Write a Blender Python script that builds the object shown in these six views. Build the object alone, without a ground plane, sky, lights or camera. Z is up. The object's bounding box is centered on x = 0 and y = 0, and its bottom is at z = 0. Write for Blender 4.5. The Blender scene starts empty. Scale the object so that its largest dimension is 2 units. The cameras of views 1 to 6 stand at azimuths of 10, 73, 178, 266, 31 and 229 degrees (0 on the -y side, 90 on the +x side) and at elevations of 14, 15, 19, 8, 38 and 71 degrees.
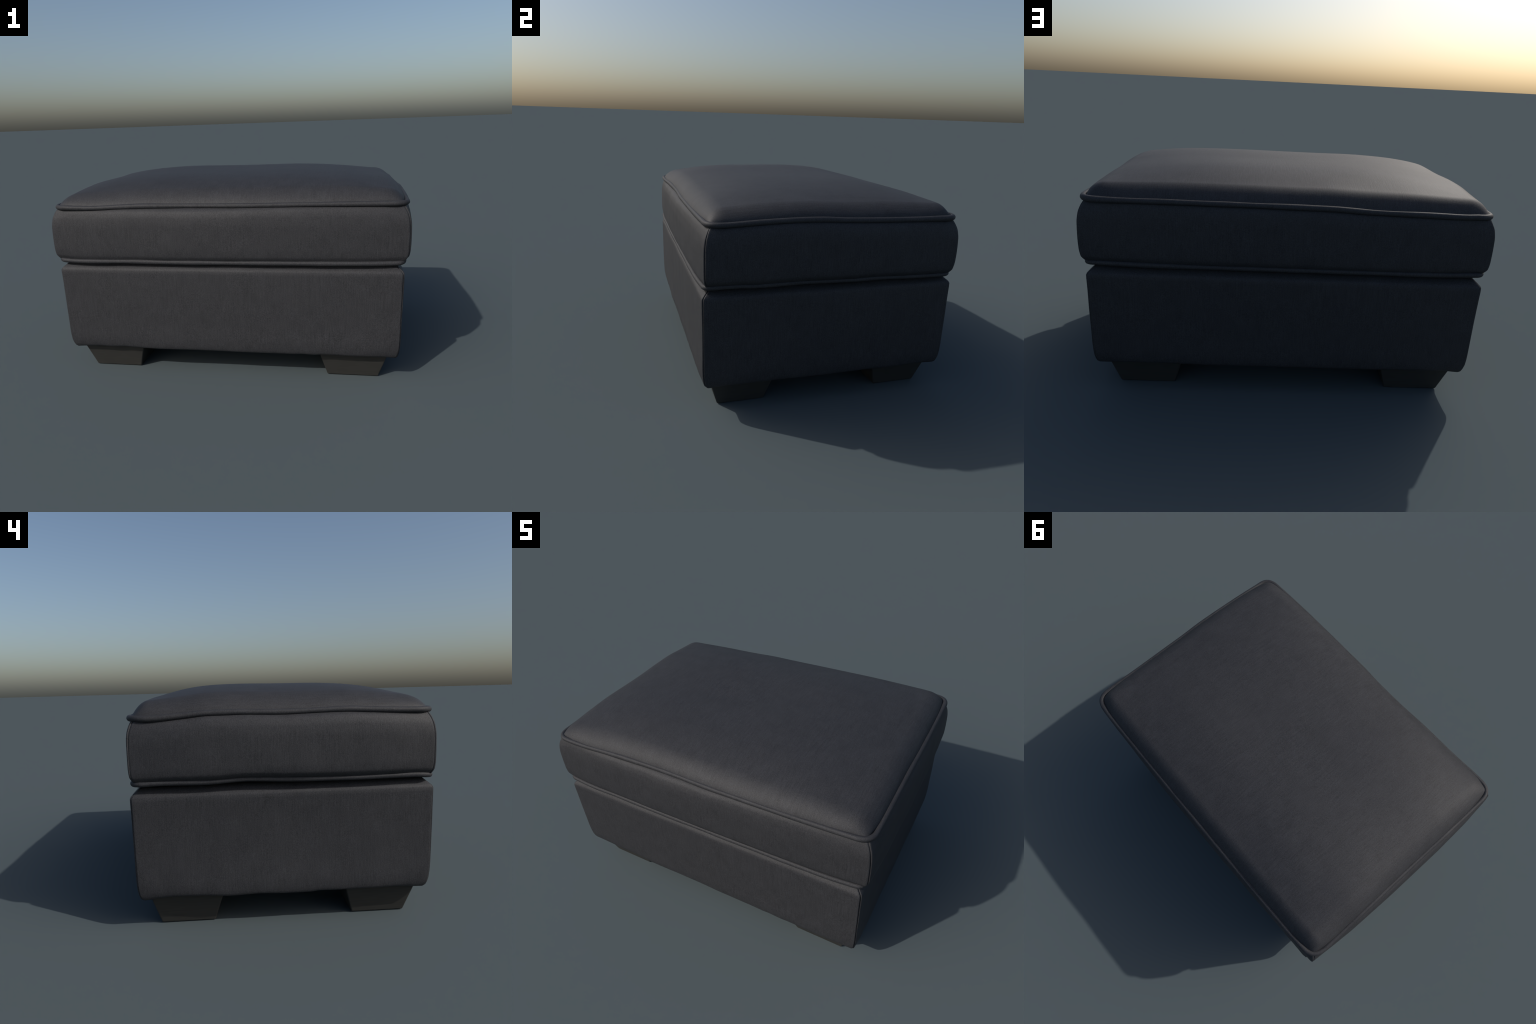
"""Upholstered ottoman: domed welted cushion on a box base with four tapered block feet."""
import bpy, math
import numpy as np
from mathutils import noise, Vector

# ------------------------------------------------------------------ helpers
def smooth_curve(points):
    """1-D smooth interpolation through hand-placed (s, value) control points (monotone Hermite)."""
    p = sorted(points)
    xs = np.array([a for a, _ in p], float)
    ys = np.array([b for _, b in p], float)
    d = np.diff(ys) / np.diff(xs)
    m = np.zeros_like(ys)
    m[0], m[-1] = d[0], d[-1]
    for i in range(1, len(xs) - 1):
        m[i] = 0 if d[i - 1] * d[i] <= 0 else 2 * d[i - 1] * d[i] / (d[i - 1] + d[i])

    def f(s):
        s = np.clip(np.asarray(s, float), xs[0], xs[-1])
        i = np.clip(np.searchsorted(xs, s, side='right') - 1, 0, len(xs) - 2)
        h = xs[i + 1] - xs[i]
        t = (s - xs[i]) / h
        return ((2*t**3 - 3*t**2 + 1) * ys[i] + (t**3 - 2*t**2 + t) * h * m[i]
                + (-2*t**3 + 3*t**2) * ys[i + 1] + (t**3 - t**2) * h * m[i + 1])
    return f


def lumps(pts, freq, amp, seed):
    off = Vector((seed * 7.31, seed * 3.17, seed * 1.93))
    return np.array([noise.noise(Vector(p) * freq + off) for p in pts.reshape(-1, 3)]).reshape(pts.shape[:-1]) * amp


def grid_mesh(name, P, mat, wrap_u=False, wrap_v=False, flip=False):
    nu, nv = P.shape[:2]
    idx = np.arange(nu * nv).reshape(nu, nv)
    a = np.vstack([idx, idx[:1]]) if wrap_u else idx
    a = np.hstack([a, a[:, :1]]) if wrap_v else a
    q = np.stack([a[:-1, :-1], a[1:, :-1], a[1:, 1:], a[:-1, 1:]], -1).reshape(-1, 4)
    if flip:
        q = q[:, ::-1]
    me = bpy.data.meshes.new(name)
    me.from_pydata(P.reshape(-1, 3).tolist(), [], q.tolist())
    me.polygons.foreach_set('use_smooth', [True] * len(me.polygons))
    me.materials.append(mat)
    me.update()
    ob = bpy.data.objects.new(name, me)
    bpy.context.scene.collection.objects.link(ob)
    return ob


def join_grids(name, grids, mat):
    """several open grids -> one mesh object"""
    V, F = [], []
    for P, flip in grids:
        nu, nv = P.shape[:2]
        o = len(V)
        V += P.reshape(-1, 3).tolist()
        for i in range(nu - 1):
            for j in range(nv - 1):
                q = [o + i*nv + j, o + (i+1)*nv + j, o + (i+1)*nv + j + 1, o + i*nv + j + 1]
                F.append(q[::-1] if flip else q)
    me = bpy.data.meshes.new(name)
    me.from_pydata(V, [], F)
    me.polygons.foreach_set('use_smooth', [True] * len(me.polygons))
    me.materials.append(mat)
    ob = bpy.data.objects.new(name, me)
    bpy.context.scene.collection.objects.link(ob)
    return ob

# ---------------------------------------------------------------- materials
def fabric(name, streak_scale, bump_strength=0.18):
    m = bpy.data.materials.new(name)
    m.use_nodes = True
    nt = m.node_tree
    N, L = nt.nodes, nt.links
    b = N['Principled BSDF']
    tc = N.new('ShaderNodeTexCoord')

    def nz(scale, detail, vec_scale=None, rough=0.5):
        n = N.new('ShaderNodeTexNoise')
        n.inputs['Scale'].default_value = scale
        n.inputs['Detail'].default_value = detail
        n.inputs['Roughness'].default_value = rough
        if vec_scale:
            mp = N.new('ShaderNodeMapping')
            mp.inputs['Scale'].default_value = vec_scale
            L.new(tc.outputs['Object'], mp.inputs['Vector'])
            L.new(mp.outputs['Vector'], n.inputs['Vector'])
        else:
            L.new(tc.outputs['Object'], n.inputs['Vector'])
        return n.outputs['Fac']

    def math_(op, a, c, clamp=False):
        n = N.new('ShaderNodeMath')
        n.operation = op
        n.use_clamp = clamp
        for i, v in enumerate((a, c)):
            if isinstance(v, (int, float)):
                n.inputs[i].default_value = v
            else:
                L.new(v, n.inputs[i])
        return n.outputs[0]

    streak = nz(1.0, 3.0, streak_scale)             # long brushed threads
    blotch = nz(13.0, 5.0, None, 0.62)                            # suede-like mottling
    grain = nz(300.0, 1.0)                           # yarn speckle
    gate = nz(4.0, 1.0)                              # where threads show more
    s = math_('MULTIPLY', math_('SUBTRACT', streak, 0.5), math_('ADD', math_('MULTIPLY', gate, 1.6), 0.1))
    s = math_('MULTIPLY', s, STREAK)
    g = math_('MULTIPLY', math_('SUBTRACT', grain, 0.5), GRAIN)
    bl = math_('MULTIPLY', math_('SUBTRACT', blotch, 0.5), BLOTCH)
    fac = math_('ADD', math_('ADD', math_('ADD', s, g), bl), 0.5, True)
    ramp = N.new('ShaderNodeValToRGB')
    e = ramp.color_ramp.elements
    e[0].position, e[0].color = 0.0, (*[c * 0.45 for c in FABRIC], 1)
    e[1].position, e[1].color = 1.0, (*[c * 1.55 for c in FABRIC], 1)
    L.new(fac, ramp.inputs['Fac'])
    L.new(ramp.outputs['Color'], b.inputs['Base Color'])
    b.inputs['Roughness'].default_value = ROUGH
    b.inputs['Specular IOR Level'].default_value = SPEC
    b.inputs['Sheen Weight'].default_value = SHEEN
    b.inputs['Sheen Roughness'].default_value = 0.5
    bp = N.new('ShaderNodeBump')
    bp.inputs['Strength'].default_value = bump_strength
    bp.inputs['Distance'].default_value = 0.002
    L.new(math_('ADD', streak, math_('MULTIPLY', grain, 0.7)), bp.inputs['Height'])
    L.new(bp.outputs['Normal'], b.inputs['Normal'])
    return m


def painted_wood(name):
    m = bpy.data.materials.new(name)
    m.use_nodes = True
    N, L = m.node_tree.nodes, m.node_tree.links
    b = N['Principled BSDF']
    tc = N.new('ShaderNodeTexCoord')
    mp = N.new('ShaderNodeMapping')
    mp.inputs['Scale'].default_value = (4, 4, 40)
    n = N.new('ShaderNodeTexNoise')
    n.inputs['Scale'].default_value = 3.0
    n.inputs['Detail'].default_value = 4.0
    L.new(tc.outputs['Object'], mp.inputs['Vector'])
    L.new(mp.outputs['Vector'], n.inputs['Vector'])
    r = N.new('ShaderNodeValToRGB')
    e = r.color_ramp.elements
    e[0].position, e[0].color = 0.3, (*[c * 0.92 for c in WOOD], 1)
    e[1].position, e[1].color = 0.7, (*[c * 1.08 for c in WOOD], 1)
    L.new(n.outputs['Fac'], r.inputs['Fac'])
    L.new(r.outputs['Color'], b.inputs['Base Color'])
    b.inputs['Roughness'].default_value = 0.6
    b.inputs['Specular IOR Level'].default_value = 0.3
    return m


FABRIC = (0.0325, 0.0330, 0.0368)
WOOD = (0.037, 0.036, 0.033)
STREAK, GRAIN, BLOTCH = 0.68, 1.4, 0.42
ROUGH, SPEC, SHEEN = 0.62, 0.30, 0.0
MAT_SIDE = fabric('charcoal_fabric_upright', (215, 215, 13))     # threads run vertically
MAT_TOP = fabric('charcoal_fabric_seat', (215, 13, 30))          # threads run front to back
MAT_PIPE = fabric('charcoal_fabric_welt', (170, 170, 40))
MAT_WOOD = painted_wood('dark_wood')

# ------------------------------------------------- the two welt (piping) lines
# every side is described by its run coordinate (x for front/back, y for left/right):
# distance of the welt from the centre plane, and height of the welt
SIDES = ('front', 'right', 'back', 'left')
TOP_OFF = {
    'front': smooth_curve([(-.95, .668), (-.85, .676), (-.55, .668), (-.18, .662), (.17, .672), (.47, .674), (.74, .670), (.95, .664)]),
    'right': smooth_curve([(-.68, .962), (-.45, .966), (0, .967), (.4, .965), (.68, .960)]),
    'back':  smooth_curve([(-.95, .672), (-.8, .680), (0, .682), (.8, .680), (.95, .668)]),
    'left':  smooth_curve([(-.68, .953), (-.44, .956), (-.06, .954), (.31, .956), (.5, .958), (.68, .962)]),
}
TOP_Z = {
    'front': smooth_curve([(-.95, .989), (-.88, .985), (-.73, .981), (-.54, .987), (-.4, .989), (0, .988), (.5, .992), (.95, .993)]),
    'right': smooth_curve([(-.68, .992), (-.58, .994), (-.42, 1.003), (-.2, 1.010), (-.1, 1.009), (.03, 1.003), (.2, .999), (.5, .997), (.68, .998)]),
    'back':  smooth_curve([(-.95, .986), (-.8, .981), (-.62, .984), (-.39, .987), (-.17, .996), (.5, .998), (.85, .996), (.95, .999)]),
    'left':  smooth_curve([(-.68, .987), (-.59, .986), (-.4, .992), (-.28, .997), (0, .992), (.23, .997), (.34, .996), (.45, .987), (.6, .978), (.68, .984)]),
}
BOT_OFF = {
    'front': smooth_curve([(-.95, .676), (-.7, .686), (0, .686), (.7, .684), (.95, .672)]),
    'right': smooth_curve([(-.68, .952), (-.4, .962), (.4, .962), (.68, .958)]),
    'back':  smooth_curve([(-.95, .672), (-.6, .682), (.6, .682), (.95, .668)]),
    'left':  smooth_curve([(-.68, .950), (-.4, .960), (.4, .960), (.68, .954)]),
}
BOT_Z = {
    'front': smooth_curve([(-.95, .686), (-.81, .681), (-.52, .683), (-.3, .680), (.3, .681), (.8, .683), (.95, .686)]),
    'right': smooth_curve([(-.68, .690), (-.5, .693), (-.44, .690), (-.19, .694), (.1, .690), (.22, .693), (.4, .689), (.68, .685)]),
    'back':  smooth_curve([(-.95, .695), (-.7, .691), (0, .690), (.6, .689), (.95, .690)]),
    'left':  smooth_curve([(-.68, .686), (-.59, .693), (-.3, .691), (0, .696), (.18, .702), (.35, .695), (.53, .696), (.68, .691)]),
}
HALF = {'front': .965, 'back': .965, 'left': .68, 'right': .68}


def place(side, run, off, z):
    """run along the side, off outward from the centre plane -> world xyz"""
    run, off, z = np.broadcast_arrays(run, off, z)
    if side == 'front':
        return np.stack([run, -off, z], -1)
    if side == 'back':
        return np.stack([run, off, z], -1)
    if side == 'right':
        return np.stack([off, run, z], -1)
    return np.stack([-off, run, z], -1)


def welt_line(OFF, Z, corner):
    """closed centre line with rounded corners"""
    order = [('front', 1), ('right', 1), ('back', -1), ('left', -1)]   # counter-clockwise
    runs = []
    for side, d in order:
        lim = (.958 if side in ('front', 'back') else .672) - corner
        r = np.linspace(-lim, lim, 161)[::d]
        runs.append(place(side, r, OFF[side](r), Z[side](r)))
    pts = []
    for i, seg in enumerate(runs):
        nxt = runs[(i + 1) % 4]
        pts.append(seg)
        a, c = seg[-1], nxt[0]
        b = a.copy()
        if i % 2 == 0:
            b[0] = c[0]
        else:
            b[1] = c[1]
        b[2] = (a[2] + c[2]) / 2
        t = np.linspace(0, 1, 18)[1:-1, None]
        # blend of quadratic Bezier towards the corner (slightly squarer than a circle)
        pts.append((1-t)**2 * a + 2*t*(1-t) * b + t**2 * c)
    return np.vstack(pts)


def tube(name, line, radius, mat, seed):
    tan = np.roll(line, -1, 0) - np.roll(line, 1, 0)
    tan /= np.linalg.norm(tan, axis=1, keepdims=True)
    side = np.cross(tan, [0, 0, 1.0])
    side /= np.linalg.norm(side, axis=1, keepdims=True)
    up = np.cross(side, tan)
    rad = radius * (1 + lumps(line[:, None, :], 5.0, .18, seed))[:, 0]
    a = np.linspace(0, 2*np.pi, 17)[:-1]
    P = line[:, None, :] + rad[:, None, None] * (np.cos(a)[None, :, None] * side[:, None, :] + np.sin(a)[None, :, None] * up[:, None, :])
    return grid_mesh(name, P, mat, True, True, flip=True)

# ----------------------------------------------------------- upholstery panels
def panel_plan(half_run, r, groove_w, groove_d, n):
    """plan outline of a panel between two corner seams: returns (run offset from +-(half-r), normal angle, rho)
    as a list of (kind, value) samples: straight part, then the 45 degree corner roll ending in the stitched groove"""
    straight = np.linspace(-1, 1, n)
    ang = np.radians(np.concatenate([np.linspace(4, 30, 7), np.linspace(32, 45, 14)]))
    dd = r * (np.radians(45) - ang)
    k = np.clip((groove_w - dd) / groove_w, 0, 1)
    rho = r - groove_d * (1 - np.sqrt(np.clip(1 - k**2, 0, 1)))
    return straight, ang, rho


def build_panel(name, side, levels, r, groove, mat, seed, lump_amp, parent):
    """levels: list over height of functions: (corner_x, corner_y, off(run_norm), z(run_norm))"""
    straight, ang, rho = panel_plan(1, r, *groove, 150)
    rows = []
    for corner_run, corner_off, off_f, z_f in levels:
        R = corner_run - r
        run = straight * R
        off = off_f(straight)
        zz = z_f(straight)
        # corner roll, both ends (arc centre stays at the corner's own offset)
        e_run = R + rho * np.sin(ang)
        e_off = off_f(np.array([1.0]))[0] - r + rho * np.cos(ang)
        s_off = off_f(np.array([-1.0]))[0] - r + rho * np.cos(ang)
        run = np.concatenate([-e_run[::-1], run, e_run])
        off = np.concatenate([s_off[::-1], off, e_off])
        zz = np.concatenate([np.full(len(ang), zz[0]), zz, np.full(len(ang), zz[-1])])
        rows.append(place(side, run, off, zz))
    P = np.stack(rows, 1)
    nrm = {'front': (0, -1), 'back': (0, 1), 'left': (-1, 0), 'right': (1, 0)}[side]
    fade = np.clip(1 - np.abs(np.linspace(-1, 1, P.shape[0]))**8, 0, 1)[:, None]
    d = (lumps(P, 3.0, lump_amp, seed) + lumps(P, 9.0, lump_amp * .35, seed + 3)) * fade
    P[..., 0] += d * nrm[0]
    P[..., 1] += d * nrm[1]
    ob = grid_mesh(name, P, mat, flip=side in ('back', 'left'))
    ob.parent = parent
    return ob


BULGE_MID = smooth_curve([(0, 0), (.04, .5), (.12, .88), (.25, .98), (.45, 1.0), (.65, 1.0), (.8, .92), (.9, .74), (.96, .46), (1, 0)])
BULGE = smooth_curve([(0, 0), (.04, .42), (.12, .84), (.25, .97), (.45, 1.0), (.62, .98), (.78, .82), (.9, .48), (1, 0)])
CORNER = {'front': .687, 'back': .687, 'left': .978, 'right': .984}    # bulge reach at the corners
MIDDLE = {'front': .708, 'back': .706, 'left': 1.0, 'right': 1.0}       # and half way along a side


def cushion_levels(side):
    cross = 'right' if side in ('front', 'back') else 'back'
    H = HALF[side]
    v_list = np.concatenate([np.linspace(0, .15, 12)[:-1], np.linspace(.15, .8, 22)[:-1], np.linspace(.8, 1, 14)])
    out = []
    for v in v_list:
        bul = float(BULGE(v))
        edge_run = (.960 if H > .8 else .669) - .008 - .006 * v
        reach_run = CORNER[cross] if H > .8 else CORNER['front']
        corner_run = edge_run + (reach_run - edge_run) * bul

        def off_f(s, v=v, bul=bul):
            e = (1-v) * BOT_OFF[side](s*H) + v * TOP_OFF[side](s*H) - .008 - .006 * v * np.abs(s)**10
            reach = CORNER[side] + (MIDDLE[side] - CORNER[side]) * (1 - np.abs(s)**2.2)
            w = 1 - np.abs(s)**6
            return e + (reach - e) * (bul * (1 - w) + float(BULGE_MID(v)) * w)

        def z_f(s, v=v):
            return (1-v) * BOT_Z[side](s*H) + v * (TOP_Z[side](s*H) - .004)
        out.append((corner_run, None, off_f, z_f))
    return out


# base box: inset from its widest line, by height
BASE_PROFILE = [(.170, .110), (.158, .060), (.150, .046), (.1485, .036), (.152, .026), (.162, .018), (.178, .0125), (.2, .008),
                (.23, .0055), (.27, .004), (.35, .003), (.45, .002), (.55, .001), (.61, 0), (.628, .0), (.638, .004), (.646, .012),
                (.658, .026), (.668, .037), (.674, .050), (.677, .075), (.678, .12)]
PUFF = {'front': .003, 'back': -.002, 'left': -.006, 'right': .010}       # belly of each base panel
BASE_WIDE = {'front': .688, 'back': .688, 'left': .952, 'right': .954}
HEM = {
    'front': smooth_curve([(-1, -.001), (-.94, .006), (-.82, .012), (-.76, .010), (-.68, .015), (-.6, .011), (-.42, .009), (-.2, .010), (.1, .008), (.4, .008), (.47, .011), (.54, .009), (.6, .013), (.75, .010), (.92, .008), (1, .002)]),
    'left':  smooth_curve([(-1, 0), (-.8, .011), (-.4, .010), (-.25, .012), (-.18, .007), (0, .008), (.2, .012), (.4, .009), (.6, .016), (.8, .017), (.92, .010), (1, 0)]),
    'back':  smooth_curve([(-1, -.001), (-.9, .009), (-.7, .012), (-.5, .009), (0, .010), (.4, .009), (.6, .013), (.85, .010), (1, .003)]),
    'right': smooth_curve([(-1, .001), (-.85, .010), (-.5, .012), (-.1, .008), (.3, .011), (.6, .009), (.85, .011), (1, .002)]),
}


def base_levels(side):
    H = BASE_WIDE['right'] if side in ('front', 'back') else BASE_WIDE['front']
    prof_z = [z for z, _ in BASE_PROFILE]
    out = []
    for z, inset in BASE_PROFILE:
        def off_f(s, inset=inset, z=z):
            puff = PUFF[side] * (1 - np.abs(s)**3) * math.sin(math.pi * min(max((z - .15) / .5, 0), 1))
            if z < .25:                       # the hem folds under more crisply away from the corners
                return BASE_WIDE[side] - inset * (.45 + .55 * np.abs(s)**8) + puff
            return BASE_WIDE[side] - inset + puff + 0 * s

        def z_f(s, z=z):
            k = min(max((.26 - z) / .10, 0), 1)
            return z + (HEM[side](s) - (.006 if side == 'right' else .003)) * k * k * (3 - 2*k)
        out.append((H - inset, None, off_f, z_f))
    return out

# ------------------------------------------------------------------- assembly
ottoman = bpy.data.objects.new('ottoman', None)
bpy.context.scene.collection.objects.link(ottoman)
ottoman['label'] = 'dark charcoal fabric ottoman with piped cushion and block feet'
ottoman['category'] = 'ottoman'

# cushion: the domed seat panel plus its flat underside
# stuffed shape: a steep rolled shoulder just inside the welt, then a gentle crown
SHOULDER = dict(height=.060, roll=.62, left=.110, right=.094, front=.100, back=.082, twist=-.059, tilt=.06)
CROWN = dict(height=.069, power=4.0, left=1.30, right=1.36, front=1.27, back=1.75, lean=.45, y=.03)


def dome_surface(n, m):
    tx = np.sin(np.linspace(-1, 1, n) * np.pi / 2)
    ty = np.sin(np.linspace(-1, 1, m) * np.pi / 2)
    X, Y = np.meshgrid(tx, ty, indexing='ij')
    in_right, in_left, in_back, in_front = .004, .001, -.001, -.004     # the front edge swells over its welt
    bl = .955 * X
    bw = .672 * Y
    ox = np.where(X > 0, TOP_OFF['right'](bw) - in_right, TOP_OFF['left'](bw) - in_left)
    oy = np.where(Y > 0, TOP_OFF['back'](bl) - in_back, TOP_OFF['front'](bl) - in_front)
    # ease the welt's waver out towards the middle so both halves join smoothly
    ox = .955 + (ox - .955) * np.abs(X)**3
    oy = .672 + (oy - .672) * np.abs(Y)**3
    rnd = 1 - .024 * np.abs(X * Y)**9
    zx = (1 - X)/2 * TOP_Z['left'](bw) + (1 + X)/2 * TOP_Z['right'](bw)
    zy = (1 - Y)/2 * TOP_Z['front'](bl) + (1 + Y)/2 * TOP_Z['back'](bl)
    wx, wy = np.abs(X)**4 + .02, np.abs(Y)**4 + .02     # nearest edge wins near the rim
    z0 = (zx * wx + zy * wy) / (wx + wy)
    centre = np.maximum(np.abs(X), np.abs(Y))
    k = np.clip((centre - .55) / .45, 0, 1)
    k = k * k * (3 - 2*k)
    z0 = .992 + .006 * X * (1 - k) + (z0 - .992) * k + .005 - .001
    def shoulder(dist, side):
        u = np.clip(dist / SHOULDER[side], 0, 1)
        if side == 'back':                    # stuffed harder: a steeper, tighter edge
            return 1 - (1 - u)**2.1
        return (1 - (1 - u)**2)**SHOULDER['roll']
    S = (shoulder((1 + X) * .955, 'left') * shoulder((1 - X) * .955, 'right')
         * shoulder((1 + Y) * .672, 'front') * shoulder((1 - Y) * .672, 'back'))
    C = (np.clip(1 - np.abs(X)**CROWN['power'], 0, 1)**np.where(X < 0, CROWN['left'], CROWN['right'])
         * np.clip(1 - np.abs(Y)**CROWN['power'], 0, 1)**np.where(Y < 0, CROWN['front'], CROWN['back']))
    rise = (SHOULDER['height'] * (1 + SHOULDER['twist'] * X * Y + SHOULDER['tilt'] * Y) * S
            + CROWN['height'] * (1 + CROWN['lean'] * np.minimum(X, 0)**2 + CROWN['y'] * Y) * C)
    P = np.stack([X * ox * rnd, Y * oy * rnd, z0 + rise], -1)
    P[..., 2] += lumps(P, 3.0, .003, 5) * S
    return P


seat = dome_surface(321, 241)
ux, uy = np.meshgrid(np.linspace(-.945, .945, 12), np.linspace(-.662, .662, 12), indexing='ij')
under = np.stack([ux, uy, np.full_like(ux, .690)], -1)
cushion = join_grids('cushion', [(seat, False), (under, True)], MAT_TOP)
cushion.parent = ottoman
for i, sd in enumerate(SIDES):
    build_panel('cushion_side_panel', sd, cushion_levels(sd), .020, (.0075, .012), MAT_SIDE, 11 + i, .004, cushion)
tube('piping', welt_line(TOP_OFF, TOP_Z, .080), .0138, MAT_PIPE, 21).parent = cushion
tube('piping', welt_line(BOT_OFF, BOT_Z, .050), .0130, MAT_PIPE, 22).parent = cushion

# base: deck and underside boards, then four fabric panels
dx, dy = np.meshgrid(np.linspace(-.86, .86, 12), np.linspace(-.60, .60, 12), indexing='ij')
deck = np.stack([dx, dy, np.full_like(dx, .6775)], -1)
floor = np.stack([dx, dy, np.full_like(dx, .172)], -1)
base = join_grids('base', [(deck, False), (floor, True)], MAT_SIDE)
base.parent = ottoman
for i, sd in enumerate(SIDES):
    build_panel('base_panel', sd, base_levels(sd), .013, (.006, .010), MAT_SIDE, 31 + i, .004, base)


# feet: tapered blocks, wider at the top
def foot_mesh():
    import bmesh
    bm = bmesh.new()
    # bottom and top rectangles (x0, x1, y0, y1) in the +x +y quadrant
    bot = (.561, .843, .333, .589)
    top = (.509, .894, .282, .637)
    cx, cy = .702, .461
    vs = []
    for (x0, x1, y0, y1), z in ((bot, 0.0), (top, .172)):
        for x, y in ((x0, y0), (x1, y0), (x1, y1), (x0, y1)):
            vs.append(bm.verts.new((x - cx, y - cy, z)))
    bm.faces.new(vs[3::-1])
    bm.faces.new(vs[4:])
    for i in range(4):
        j = (i + 1) % 4
        bm.faces.new((vs[i], vs[j], vs[4 + j], vs[4 + i]))
    edges = [e for e in bm.edges if min(v.co.z for v in e.verts) < .01]
    bmesh.ops.bevel(bm, geom=edges, offset=.006, segments=3, profile=.5, affect='EDGES')
    me = bpy.data.meshes.new('foot')
    bm.to_mesh(me)
    bm.free()
    me.materials.append(MAT_WOOD)
    return me, cx, cy


fm, fcx, fcy = foot_mesh()
for sx in (1, -1):
    for sy in (1, -1):
        f = bpy.data.objects.new('foot', fm)
        bpy.context.scene.collection.objects.link(f)
        f.location = (sx * fcx, sy * fcy, 0)
        f.parent = ottoman
